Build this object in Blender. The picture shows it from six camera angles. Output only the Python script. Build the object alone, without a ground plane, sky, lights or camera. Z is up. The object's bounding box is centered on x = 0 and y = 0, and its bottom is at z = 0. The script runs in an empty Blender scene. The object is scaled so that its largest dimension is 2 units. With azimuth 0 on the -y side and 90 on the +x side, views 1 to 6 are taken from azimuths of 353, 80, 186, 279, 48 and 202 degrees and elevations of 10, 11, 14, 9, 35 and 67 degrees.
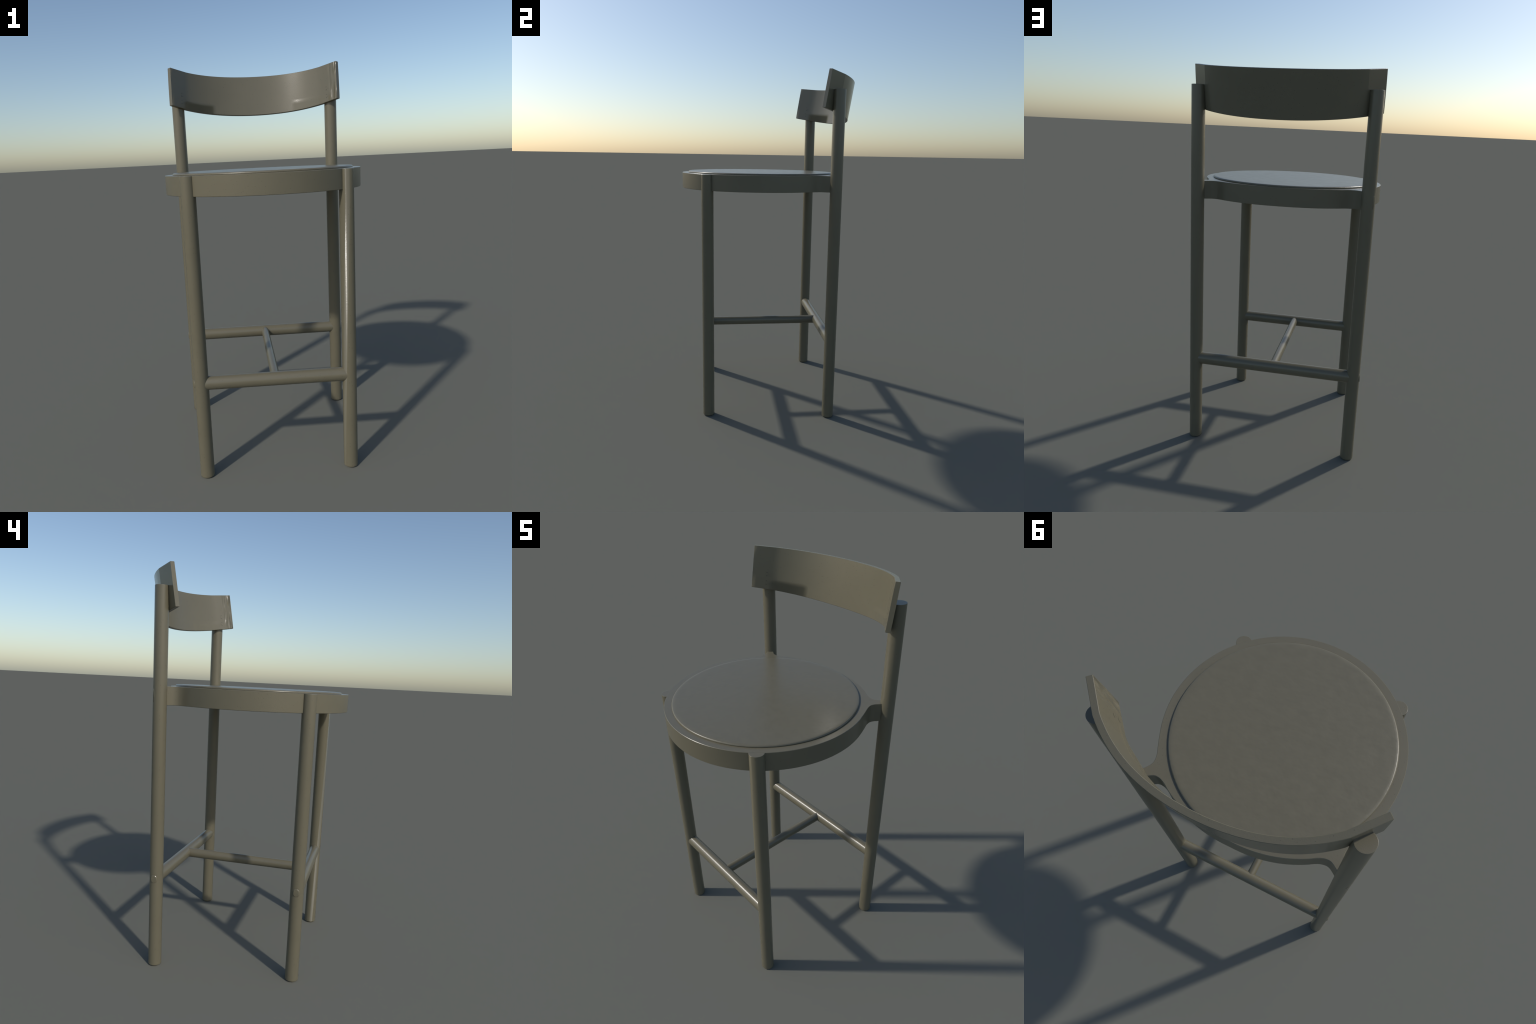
"""A round-seated bar stool with a curved backrest, painted one olive grey."""
import bpy, bmesh, math, random
from math import sin, cos, pi, radians, sqrt, atan2, hypot, degrees
from mathutils import Vector, Matrix

random.seed(7)

# ------------------------------------------------------------------ sizes
TURN = radians(-4.1)          # the whole stool stands slightly turned
X0 = -0.0022                  # plane of symmetry (stool frame)
LEG_R = 0.0337
FRONT = (0.3510, -0.3655)     # leg axes: half spacing, depth
BACK = (0.4277, 0.3484)
BACK_TOP = 1.900
SEAT_C = (X0 + 0.0012, -0.0378)
SEAT_R = 0.4818
REAR_R = 0.4545               # rim radius midway between the tall legs
SEAT_TOP, SEAT_BOT = 1.4368, 1.3455
PAD_R, PAD_TOP = 0.4455, 1.4464
BAR_Z = 0.4727
TILT = radians(9.0)           # backrest leans back

# ------------------------------------------------------------------ materials
def new_mat(name):
    m = bpy.data.materials.new(name)
    m.use_nodes = True
    nt = m.node_tree
    bsdf = nt.nodes["Principled BSDF"]
    def node(t, **kw):
        n = nt.nodes.new(t)
        for k, v in kw.items():
            setattr(n, k, v)
        return n
    return m, nt, bsdf, node


def noise(nt, node, coord, scale, detail=2.0, rough=0.5, stretch=None):
    n = node("ShaderNodeTexNoise")
    n.inputs["Scale"].default_value = scale
    n.inputs["Detail"].default_value = detail
    n.inputs["Roughness"].default_value = rough
    if stretch:
        mp = node("ShaderNodeMapping")
        mp.inputs["Scale"].default_value = stretch
        nt.links.new(coord, mp.inputs["Vector"])
        nt.links.new(mp.outputs["Vector"], n.inputs["Vector"])
    else:
        nt.links.new(coord, n.inputs["Vector"])
    return n


def ramp(node, stops):
    r = node("ShaderNodeValToRGB")
    el = r.color_ramp.elements
    while len(el) > 1:
        el.remove(el[-1])
    el[0].position, el[0].color = stops[0][0], (*stops[0][1], 1)
    for p, c in stops[1:]:
        e = el.new(p)
        e.color = (*c, 1)
    return r


def add_normal(nt, node, normal, lean):
    """Tip a shading normal by a small vector given on the object's own axes."""
    tr = node("ShaderNodeVectorTransform", vector_type="VECTOR", convert_from="OBJECT", convert_to="WORLD")
    nt.links.new(lean, tr.inputs["Vector"])
    a = node("ShaderNodeVectorMath", operation="ADD")
    nt.links.new(normal, a.inputs[0])
    nt.links.new(tr.outputs["Vector"], a.inputs[1])
    n = node("ShaderNodeVectorMath", operation="NORMALIZE")
    nt.links.new(a.outputs["Vector"], n.inputs[0])
    return n


PAINT = (0.140, 0.126, 0.085)


def tint(f, c=PAINT):
    return tuple(v * f for v in c)


def paint_material(name, base=PAINT, rough=0.25, wavy=False, glint_streak=False):
    """Satin paint over wood: even colour, a few pin-prick pores, faint orange peel."""
    m, nt, bsdf, node = new_mat(name)
    co = node("ShaderNodeTexCoord").outputs["Object"]
    big = noise(nt, node, co, 6.0, 3.0)
    rc = ramp(node, [(0.3, tint(0.975, base)), (0.7, tint(1.025, base))])
    nt.links.new(big.outputs["Fac"], rc.inputs["Fac"])
    pore = node("ShaderNodeTexVoronoi")
    pore.inputs["Scale"].default_value = 75.0
    nt.links.new(co, pore.inputs["Vector"])
    pr = ramp(node, [(0.05, (0.55,) * 3), (0.12, (1.0,) * 3)])
    nt.links.new(pore.outputs["Distance"], pr.inputs["Fac"])
    mix = node("ShaderNodeMix", data_type="RGBA", blend_type="MULTIPLY")
    mix.inputs["Factor"].default_value = 1.0
    nt.links.new(rc.outputs["Color"], mix.inputs["A"])
    nt.links.new(pr.outputs["Color"], mix.inputs["B"])
    nt.links.new(mix.outputs["Result"], bsdf.inputs["Base Color"])
    peel = noise(nt, node, co, 260.0, 2.0)
    b = node("ShaderNodeBump")
    b.inputs["Strength"].default_value = 0.12
    b.inputs["Distance"].default_value = 0.002
    nt.links.new(peel.outputs["Fac"], b.inputs["Height"])
    last = b
    if wavy:
        # wavy highlights shaped by bumping the normals at the board's flat end
        w = noise(nt, node, co, 1.0, 0.5, stretch=(60.0, 30.0, 11.0))
        sep = node("ShaderNodeSeparateXYZ")
        nt.links.new(co, sep.inputs["Vector"])
        ab = node("ShaderNodeMath", operation="ABSOLUTE")
        nt.links.new(sep.outputs["X"], ab.inputs[0])
        mr = node("ShaderNodeMapRange")
        mr.inputs["From Min"].default_value = 0.407
        mr.inputs["From Max"].default_value = 0.419
        nt.links.new(sep.outputs["X"], mr.inputs["Value"])   # one end only
        # only on the front face of the board
        nrm = node("ShaderNodeSeparateXYZ")
        nt.links.new(node("ShaderNodeTexCoord").outputs["Normal"], nrm.inputs["Vector"])
        front = node("ShaderNodeMath", operation="LESS_THAN")
        front.inputs[1].default_value = -0.5
        nt.links.new(nrm.outputs["Y"], front.inputs[0])
        side = node("ShaderNodeMath", operation="SIGN")
        nt.links.new(sep.outputs["X"], side.inputs[0])
        outward = node("ShaderNodeMath", operation="MULTIPLY")
        nt.links.new(side.outputs[0], outward.inputs[0])
        nt.links.new(nrm.outputs["X"], outward.inputs[1])
        not_end = node("ShaderNodeMath", operation="LESS_THAN")
        not_end.inputs[1].default_value = 0.2
        nt.links.new(outward.outputs[0], not_end.inputs[0])
        inside = node("ShaderNodeMath", operation="MULTIPLY")
        nt.links.new(front.outputs[0], inside.inputs[0])
        nt.links.new(not_end.outputs[0], inside.inputs[1])
        front = inside
        mask = node("ShaderNodeMath", operation="MULTIPLY")
        nt.links.new(mr.outputs["Result"], mask.inputs[0])
        nt.links.new(front.outputs[0], mask.inputs[1])
        mu = node("ShaderNodeMath", operation="MULTIPLY")
        nt.links.new(mask.outputs[0], mu.inputs[0])
        centred = node("ShaderNodeMath", operation="SUBTRACT")
        centred.inputs[1].default_value = 0.5
        nt.links.new(w.outputs["Fac"], centred.inputs[0])
        nt.links.new(centred.outputs[0], mu.inputs[1])
        b2 = node("ShaderNodeBump")
        b2.inputs["Strength"].default_value = 1.0
        b2.inputs["Distance"].default_value = 0.022
        nt.links.new(mu.outputs[0], b2.inputs["Height"])
        nt.links.new(b.outputs["Normal"], b2.inputs["Normal"])
        # shading drawn with tipped normals: dark patch left, bright-edged patch right
        def edge(socket, lo, hi):
            e = node("ShaderNodeMapRange", interpolation_type="SMOOTHSTEP")
            e.inputs["From Min"].default_value = lo
            e.inputs["From Max"].default_value = hi
            if lo > hi:
                e.inputs["From Min"].default_value, e.inputs["From Max"].default_value = hi, lo
                e.inputs["To Min"].default_value, e.inputs["To Max"].default_value = 1.0, 0.0
            nt.links.new(socket, e.inputs["Value"])
            return e.outputs["Result"]

        def times(a, b):
            m = node("ShaderNodeMath", operation="MULTIPLY")
            for k, v in enumerate((a, b)):
                if isinstance(v, float):
                    m.inputs[k].default_value = v
                else:
                    nt.links.new(v, m.inputs[k])
            return m.outputs[0]

        hgt = node("ShaderNodeVectorMath", operation="DOT_PRODUCT")
        hgt.inputs[1].default_value = (0, sin(TILT), cos(TILT))
        nt.links.new(co, hgt.inputs[0])
        patch = times(times(edge(ab.outputs[0], 0.212, 0.248), edge(ab.outputs[0], 0.398, 0.365)),
                      times(edge(hgt.outputs["Value"], 1.870, 1.842), front.outputs[0]))
        b3 = node("ShaderNodeBump")
        b3.inputs["Strength"].default_value = 1.0
        b3.inputs["Distance"].default_value = 0.0022
        nt.links.new(b2.outputs["Normal"], b3.inputs["Normal"])
        right = node("ShaderNodeMath", operation="GREATER_THAN")
        right.inputs[1].default_value = 0.0
        nt.links.new(sep.outputs["X"], right.inputs[0])
        nt.links.new(times(patch, right.outputs[0]), b3.inputs["Height"])
        # tipped towards the middle and down, more so on the left half
        amount = node("ShaderNodeMapRange")
        amount.inputs["To Min"].default_value, amount.inputs["To Max"].default_value = 0.31, 0.07
        nt.links.new(right.outputs[0], amount.inputs["Value"])
        patch = times(patch, amount.outputs["Result"])
        lean = node("ShaderNodeCombineXYZ")
        nt.links.new(times(times(side.outputs[0], patch), -1.0), lean.inputs["X"])
        nt.links.new(times(patch, -0.9), lean.inputs["Z"])
        last = add_normal(nt, node, b3.outputs["Normal"], lean.outputs["Vector"])
    if glint_streak:
        # a long run drawn by leaning normals upward, slanting down the shaft
        geo = node("ShaderNodeNewGeometry")
        nrm = node("ShaderNodeSeparateXYZ")
        nt.links.new(geo.outputs["Normal"], nrm.inputs["Vector"])
        neg = [node("ShaderNodeMath", operation="MULTIPLY") for _ in range(2)]
        for m_, ax in zip(neg, "XY"):
            m_.inputs[1].default_value = -1.0
            nt.links.new(nrm.outputs[ax], m_.inputs[0])
        turn = node("ShaderNodeMath", operation="ARCTAN2")
        nt.links.new(neg[1].outputs[0], turn.inputs[0])
        nt.links.new(neg[0].outputs[0], turn.inputs[1])
        pos = node("ShaderNodeSeparateXYZ")
        nt.links.new(geo.outputs["Position"], pos.inputs["Vector"])
        want = node("ShaderNodeMapRange")
        want.inputs["From Max"].default_value = 1.3
        want.inputs["To Min"].default_value = radians(13)
        want.inputs["To Max"].default_value = radians(80)
        nt.links.new(pos.outputs["Z"], want.inputs["Value"])
        off = node("ShaderNodeMath", operation="SUBTRACT")
        nt.links.new(turn.outputs[0], off.inputs[0])
        nt.links.new(want.outputs["Result"], off.inputs[1])
        dist = node("ShaderNodeMath", operation="ABSOLUTE")
        nt.links.new(off.outputs[0], dist.inputs[0])
        strip = node("ShaderNodeMapRange", interpolation_type="SMOOTHSTEP")
        strip.inputs["From Min"].default_value = radians(8)
        strip.inputs["From Max"].default_value = radians(21)
        strip.inputs["To Min"].default_value, strip.inputs["To Max"].default_value = 0.43, 0.0
        nt.links.new(dist.outputs[0], strip.inputs["Value"])
        lean = node("ShaderNodeCombineXYZ")
        nt.links.new(strip.outputs["Result"], lean.inputs["Z"])
        last = add_normal(nt, node, last.outputs["Normal"], lean.outputs["Vector"])
    nt.links.new(last.outputs[0], bsdf.inputs["Normal"])
    bsdf.inputs["Roughness"].default_value = rough
    return m


def leather_material():
    m, nt, bsdf, node = new_mat("leather")
    co = node("ShaderNodeTexCoord").outputs["Object"]
    cloud = noise(nt, node, co, 20.0, 5.0, 0.62, stretch=(1.0, 1.5, 1.0))
    rc = ramp(node, [(0.36, tint(0.97)), (0.66, tint(1.03))])
    nt.links.new(cloud.outputs["Fac"], rc.inputs["Fac"])
    nt.links.new(rc.outputs["Color"], bsdf.inputs["Base Color"])
    rr = node("ShaderNodeMapRange")
    rr.inputs["To Min"].default_value = 0.24
    rr.inputs["To Max"].default_value = 0.42
    nt.links.new(cloud.outputs["Fac"], rr.inputs["Value"])
    nt.links.new(rr.outputs["Result"], bsdf.inputs["Roughness"])
    soft = noise(nt, node, co, 26.0, 4.0, 0.6)
    b = node("ShaderNodeBump")
    b.inputs["Strength"].default_value = 0.10
    b.inputs["Distance"].default_value = 0.009
    nt.links.new(soft.outputs["Fac"], b.inputs["Height"])
    nt.links.new(b.outputs["Normal"], bsdf.inputs["Normal"])
    return m


MAT_FRAME = paint_material("painted_wood", rough=0.30)
MAT_BACK = paint_material("painted_bent_board", wavy=True)
MAT_DRAWN_GLINT = paint_material("painted_wood_drawn_glint", glint_streak=True)
MAT_PLUG = paint_material("painted_plug")
MAT_GAP = paint_material("plug_gap", base=(0.030, 0.027, 0.020), rough=0.6)
MAT_PAD = leather_material()

# ------------------------------------------------------------------ helpers
stool = bpy.data.objects.new("bar_stool", None)
stool.empty_display_size = 0.2
stool.rotation_euler = (0, 0, TURN)
stool["label"] = "tall olive grey bar stool with round seat and curved backrest"
stool["category"] = "bar stool"
bpy.context.scene.collection.objects.link(stool)


def add(name, mesh, mat, parent=stool, matrix=None):
    ob = bpy.data.objects.new(name, mesh)
    bpy.context.scene.collection.objects.link(ob)
    ob.parent = parent
    if matrix is not None:
        ob.matrix_local = matrix
    if mat and not mesh.materials:
        mesh.materials.append(mat)
    return ob


def finish(bm, name, sharp=35):
    bmesh.ops.remove_doubles(bm, verts=bm.verts, dist=1e-6)
    bmesh.ops.recalc_face_normals(bm, faces=bm.faces)
    for f in bm.faces:
        f.smooth = True
    for e in bm.edges:
        if len(e.link_faces) == 2 and e.calc_face_angle(0) > radians(sharp):
            e.smooth = False
    me = bpy.data.meshes.new(name)
    bm.to_mesh(me)
    bm.free()
    return me


def lathe(profile, name, seg=64, scale=(1, 1), sharp=35):
    """Turn a list of (radius, height) round z; first and last may sit on the axis."""
    bm = bmesh.new()
    rings = []
    for r, z in profile:
        if r < 1e-7:
            rings.append([bm.verts.new((0, 0, z))])
        else:
            rings.append([bm.verts.new((r * scale[0] * cos(2 * pi * i / seg),
                                        r * scale[1] * sin(2 * pi * i / seg), z)) for i in range(seg)])
    for a, b in zip(rings, rings[1:]):
        for i in range(seg):
            j = (i + 1) % seg
            if len(a) == 1 and len(b) > 1:
                bm.faces.new((a[0], b[i], b[j]))
            elif len(b) == 1 and len(a) > 1:
                bm.faces.new((a[i], a[j], b[0]))
            elif len(a) > 1:
                bm.faces.new((a[i], a[j], b[j], b[i]))
    return finish(bm, name, sharp)


def arc(cx, cz, r, a0, a1, n=6):
    return [(cx + r * cos(radians(a0 + (a1 - a0) * k / n)),
             cz + r * sin(radians(a0 + (a1 - a0) * k / n))) for k in range(n + 1)]


def rod_profile(r, z0, z1, foot, top):
    # close loops next to the rounded ends keep the long shaft's shading straight
    return ([(0, z0)] + arc(r - foot, z0 + foot, foot, -90, 0) + [(r, z0 + foot + 0.002), (r, z1 - top - 0.002)]
            + arc(r - top, z1 - top, top, 0, 90, 3) + [(r - top - 0.002, z1), (0, z1)])


# ------------------------------------------------------------------ legs
def turned_leg(name, height):
    return lathe(rod_profile(LEG_R, 0.0, height, 0.007, 0.0008), name, 64)


front_leg_mesh = turned_leg("leg_short", SEAT_TOP - 0.0006)
back_leg_mesh = turned_leg("leg_tall", BACK_TOP)
legs = []
for (hx, y), mesh in ((FRONT, front_leg_mesh), (BACK, back_leg_mesh)):
    for side in (-1, 1):
        legs.append(add("leg", mesh, MAT_FRAME, matrix=Matrix.Translation((X0 + side * hx, y, 0))))
# altered normals put the bright run on one short leg only
legs[1].material_slots[0].link = "OBJECT"
legs[1].material_slots[0].material = MAT_DRAWN_GLINT

# ------------------------------------------------------------------ stretchers
def bar(length, tall, wide, name):
    """An oval rod lying along its local z, tall axis on local x."""
    return lathe([(0, -length / 2), (1, -length / 2), (1, length / 2), (0, length / 2)],
                 name, 48, scale=(tall / 2, wide / 2))


ALONG_X = Matrix.Rotation(pi / 2, 4, "Y")
ALONG_Y = Matrix.Rotation(-pi / 2, 4, "X") @ Matrix.Rotation(pi / 2, 4, "Z")
for hx, y in (FRONT, BACK):
    add("stretcher", bar(2 * hx, 0.0655, 0.0585, "stretcher"), MAT_FRAME,
        matrix=Matrix.Translation((X0, y, BAR_Z)) @ ALONG_X)
add("stretcher", bar(BACK[1] - FRONT[1], 0.0530, 0.0430, "stretcher"), MAT_FRAME,
    matrix=Matrix.Translation((X0 - 0.0005, (BACK[1] + FRONT[1]) / 2, BAR_Z)) @ ALONG_Y)

# ------------------------------------------------------------------ tenon ends on the outer side of the legs
def tenon_end(name, tall, wide, proud):
    """Rounded oval peg end with a broad chamfer; local z is the way it points, x is up."""
    bm = bmesh.new()
    seg, rings = 40, []
    r = LEG_R
    for f, z in ((1.0, r - 0.010), (1.0, r - 0.0066), (0.95, r - 0.0060), (0.70, r + proud - 0.0006), (0.67, r + proud - 0.0001), (0.64, r + proud)):
        ring = []
        for i in range(seg):
            a = 2 * pi * i / seg
            ca, sa = cos(a), sin(a)
            # squarish oval
            k = (abs(ca) ** 2.3 + abs(sa) ** 2.3) ** (-1 / 2.3)
            inset = (1 - f) * wide / 2
            ring.append(bm.verts.new(((tall / 2 - inset) * k * ca, (wide / 2 - inset) * k * sa, z)))
        rings.append(ring)
    for a, b in zip(rings, rings[1:]):
        for i in range(seg):
            bm.faces.new((a[i], a[(i + 1) % seg], b[(i + 1) % seg], b[i]))
    bm.faces.new(rings[-1])
    return finish(bm, name, 60)


peg_mesh = tenon_end("tenon_end", 0.051, 0.039, 0.0015)
# the stretchers' through tenons come out on one flank of the stool only
for leg in (legs[0], legs[2]):
    side = -1
    add("tenon_end", peg_mesh, MAT_PLUG, parent=leg,
        matrix=Matrix.Translation((0, 0, BAR_Z)) @ Matrix.Rotation(side * pi / 2, 4, "Y"))
arm_peg = tenon_end("arm_tenon_end", 0.072, 0.020, 0.0003)
for leg in legs[2:3]:
    a = atan2(leg.location.y - SEAT_C[1], leg.location.x - SEAT_C[0])
    add("arm_tenon_end", arm_peg, MAT_PLUG, parent=leg,
        matrix=Matrix.Translation((0, 0, (SEAT_TOP + SEAT_BOT) / 2 - 0.001)) @ Matrix.Rotation(a, 4, "Z") @ Matrix.Rotation(pi / 2, 4, "Y"))

# ------------------------------------------------------------------ seat ring with two arms reaching the tall legs
ARM_ANGLE = atan2(BACK[1] - SEAT_C[1], BACK[0] - (SEAT_C[0] - X0))
# angle off the arm's axis (degrees) -> radius: hollow curve running from the leg into the round rim
ARM_OUTER = [(1.68, 0.566), (1.78, 0.556), (2.02, 0.545), (2.38, 0.532), (2.85, 0.5185), (3.55, 0.5080), (4.4, 0.5005),
             (5.4, 0.4955), (6.9, 0.4905), (8.6, 0.4875), (10.6, 0.4855), (13.5, 0.4836), (17.5, SEAT_R)]
ARM_INNER = [(1.45, 0.566), (1.52, 0.556), (1.65, 0.541), (2.1, 0.519), (2.8, 0.5065), (3.8, 0.4985),
             (5.0, 0.4920), (6.4, 0.4875), (8.2, 0.4840), (10.8, SEAT_R)]


def curve_points(ctrl, n):
    """Catmull-Rom through the control points."""
    out = []
    P = [Vector(p) for p in ctrl]
    P = [2 * P[0] - P[1]] + P + [2 * P[-1] - P[-2]]
    for i in range(1, len(P) - 2):
        for k in range(n):
            t = k / n
            a, b, c, d = P[i - 1:i + 3]
            out.append(0.5 * (2 * b + (c - a) * t + (2 * a - 5 * b + 4 * c - d) * t * t + (3 * b - a - 3 * c + d) * t ** 3))
    out.append(P[-2])
    return out


def seat_outline():
    outer, inner = ([(radians(d), r) for d, r in curve_points(c, 4)] for c in (ARM_OUTER, ARM_INNER))
    pol = []
    a1, a2 = ARM_ANGLE, pi - ARM_ANGLE
    for ca in (a1, a2):
        before, after = (outer, inner) if ca == a1 else (inner, outer)
        pol += [(ca - d, r) for d, r in reversed(before)]
        pol += [(ca + d, r) for d, r in after]
        start, end = (a1 + inner[-1][0], a2 - inner[-1][0]) if ca == a1 else (a2 + outer[-1][0], 2 * pi + a1 - outer[-1][0])
        n = int((end - start) / radians(1.2))
        for k in range(1, n):
            a = start + (end - start) * k / n
            # the rim runs flatter between the tall legs
            f = abs(a - pi / 2) / ((end - start) / 2)
            pol.append((a, REAR_R + (SEAT_R - REAR_R) * f ** 1.4 if ca == a1 else SEAT_R))
    return [Vector((r * cos(a), r * sin(a))) for a, r in pol]


def inset(poly, d):
    n, out = len(poly), []
    for i in range(n):
        t = (poly[(i + 1) % n] - poly[i - 1]).normalized()
        out.append(poly[i] + Vector((-t.y, t.x)) * d)
    return out


def seat_ring():
    bm = bmesh.new()
    out = seat_outline()
    c = 0.0016
    h1, h0 = SEAT_TOP, SEAT_BOT
    inner_r = 0.405
    m = 180
    circ = lambda r: [Vector((r * cos(2 * pi * k / m), r * sin(2 * pi * k / m))) for k in range(m)]

    def ring(poly, z):
        return [bm.verts.new((SEAT_C[0] + p.x, SEAT_C[1] + p.y, z)) for p in poly]

    def wall(a, b):
        for k in range(len(a)):
            bm.faces.new((a[k], a[(k + 1) % len(a)], b[(k + 1) % len(a)], b[k]))

    rim = [ring(inset(out, c), h0), ring(out, h0 + c), ring(out, h1 - c), ring(inset(out, c), h1)]
    hole = [ring(circ(inner_r), h1), ring(circ(inner_r), h0)]
    for a, b in zip(rim, rim[1:]):
        wall(a, b)
    wall(*hole)
    # flat top and underside between the wavy outline and the round hole
    for outer, inner in ((rim[-1], hole[0]), (rim[0], hole[1])):
        edges = [bm.edges.get((l[k], l[(k + 1) % len(l)])) for l in (outer, inner) for k in range(len(l))]
        bmesh.ops.triangle_fill(bm, use_beauty=True, use_dissolve=False, edges=edges)
    return finish(bm, "seat_ring", 30)


add("seat_ring", seat_ring(), MAT_FRAME)

panel = lathe([(0, 1.395), (0.408, 1.395), (0.408, 1.4315), (0, 1.4315)], "seat_panel", 96)
add("seat_panel", panel, MAT_FRAME, matrix=Matrix.Translation((*SEAT_C, 0)))

# thin upholstered pad with a rolled edge
pad_profile = [(0, SEAT_TOP - 0.003), (PAD_R - 0.003, SEAT_TOP - 0.003), (PAD_R - 0.001, SEAT_TOP + 0.0008), (PAD_R, SEAT_TOP + 0.003)]
pad_profile += arc(PAD_R - 0.0068, PAD_TOP - 0.0072, 0.0068, 8, 78, 7)
pad_profile += [(0.43, PAD_TOP), (0.42, PAD_TOP), (0.28, PAD_TOP), (0.15, PAD_TOP), (0, PAD_TOP)]
add("cushion", lathe(pad_profile, "cushion", 160, sharp=70), MAT_PAD, matrix=Matrix.Translation((*SEAT_C, 0)))

# ------------------------------------------------------------------ backrest: bent board, hollow between two flat ends
BEND_END, END_SLOPE, BOARD_T, HALF_W = 0.378, 1.15, 0.0215, 0.4570
BOARD_D0, BOARD_TOP, BOARD_BOT = 0.1919, 2.0216, 1.8008


def board_depth(x):
    a = min(abs(x), BEND_END)
    return BOARD_D0 - 0.647 * a ** 2 - 1.793 * a ** 4 - END_SLOPE * max(abs(x) - BEND_END, 0)


def board_normal(x):
    s = (board_depth(x + 1e-5) - board_depth(x - 1e-5)) / 2e-5
    return Vector((-s, 1.0)).normalized()


def board_point(x, side, h):
    """x along the board, side -1 (front) .. 1 (rear), h up the board; returns stool frame."""
    n = board_normal(x)
    px, d = x + n.x * side * BOARD_T / 2, board_depth(x) + n.y * side * BOARD_T / 2
    return Vector((px + X0, d * cos(TILT) + h * sin(TILT), h * cos(TILT) - d * sin(TILT)))


def board_bottom(x):
    return BOARD_BOT + 0.0185 * (x / 0.45) ** 2


def backrest():
    bm = bmesh.new()
    n = 52
    xs = [-BEND_END + 2 * BEND_END * k / n for k in range(n + 1)]
    k_ends = [BEND_END + (HALF_W - BEND_END) * k / 6 for k in range(1, 7)]
    xs = [-x for x in reversed(k_ends)] + xs + k_ends
    c = 0.0014
    sides = 1 - 2 * c / BOARD_T
    loops = []
    for i, x in enumerate(xs):
        end = i in (0, len(xs) - 1)
        hb, ht = board_bottom(x), BOARD_TOP
        sec = [(-1, hb + c), (-1, (hb * 2 + ht) / 3), (-1, (hb + ht * 2) / 3), (-1, ht - c), (-sides, ht), (sides, ht), (1, ht - c),
               (1, (hb + ht * 2) / 3), (1, (hb * 2 + ht) / 3), (1, hb + c), (sides, hb), (-sides, hb)]
        loops.append([bm.verts.new(board_point(x, s, h)) for s, h in sec])
    for a, b in zip(loops, loops[1:]):
        m = len(a)
        for i in range(m):
            bm.faces.new((a[i], a[(i + 1) % m], b[(i + 1) % m], b[i]))
    bm.faces.new(loops[0])
    bm.faces.new(loops[-1])
    ends = [e for f in bm.faces if len(f.verts) > 4 for e in f.edges]
    bmesh.ops.bevel(bm, geom=ends, offset=0.0010, segments=1, affect="EDGES")
    me = finish(bm, "backrest", 5)
    # the hollow front face stays smooth over the bend
    twice = [k for p in me.polygons if p.normal.y < -0.5 and abs(p.normal.z) < 0.3 and p.normal.x * p.center.x < 0.0005 for k in p.edge_keys]
    for e in me.edges:
        if twice.count(e.key) == 2:
            e.use_edge_sharp = False
    return me


back = add("backrest", backrest(), MAT_BACK)

# two screw plugs at each end, sitting in a dark gap
# (the gap only opens above and below the plug)
gap_mesh = lathe([(0, -0.001), (0.0097, -0.001), (0.0097, 0.0003), (0.0095, 0.0003), (0, 0.0003)], "plug_gap", 32, scale=(0.62, 1.0))
plug_mesh = lathe([(0, -0.001), (0.0076, -0.001), (0.0076, 0.0005), (0.0074, 0.0005), (0, 0.0005)], "screw_plug", 32)
for side in (-1, 1):
    for h in (1.8900, 1.8488):
        x = side * 0.4085
        p = board_point(x, -1, h)
        n2 = board_normal(x)
        out = -Vector((n2.x, n2.y * cos(TILT), -n2.y * sin(TILT)))
        up = Vector((0, sin(TILT), cos(TILT)))
        rot = Matrix((up.cross(out), up, out)).transposed().to_4x4()
        add("plug_gap", gap_mesh, MAT_GAP, parent=back, matrix=Matrix.Translation(p) @ rot)
        add("screw_plug", plug_mesh, MAT_PLUG, parent=back, matrix=Matrix.Translation(p) @ rot)
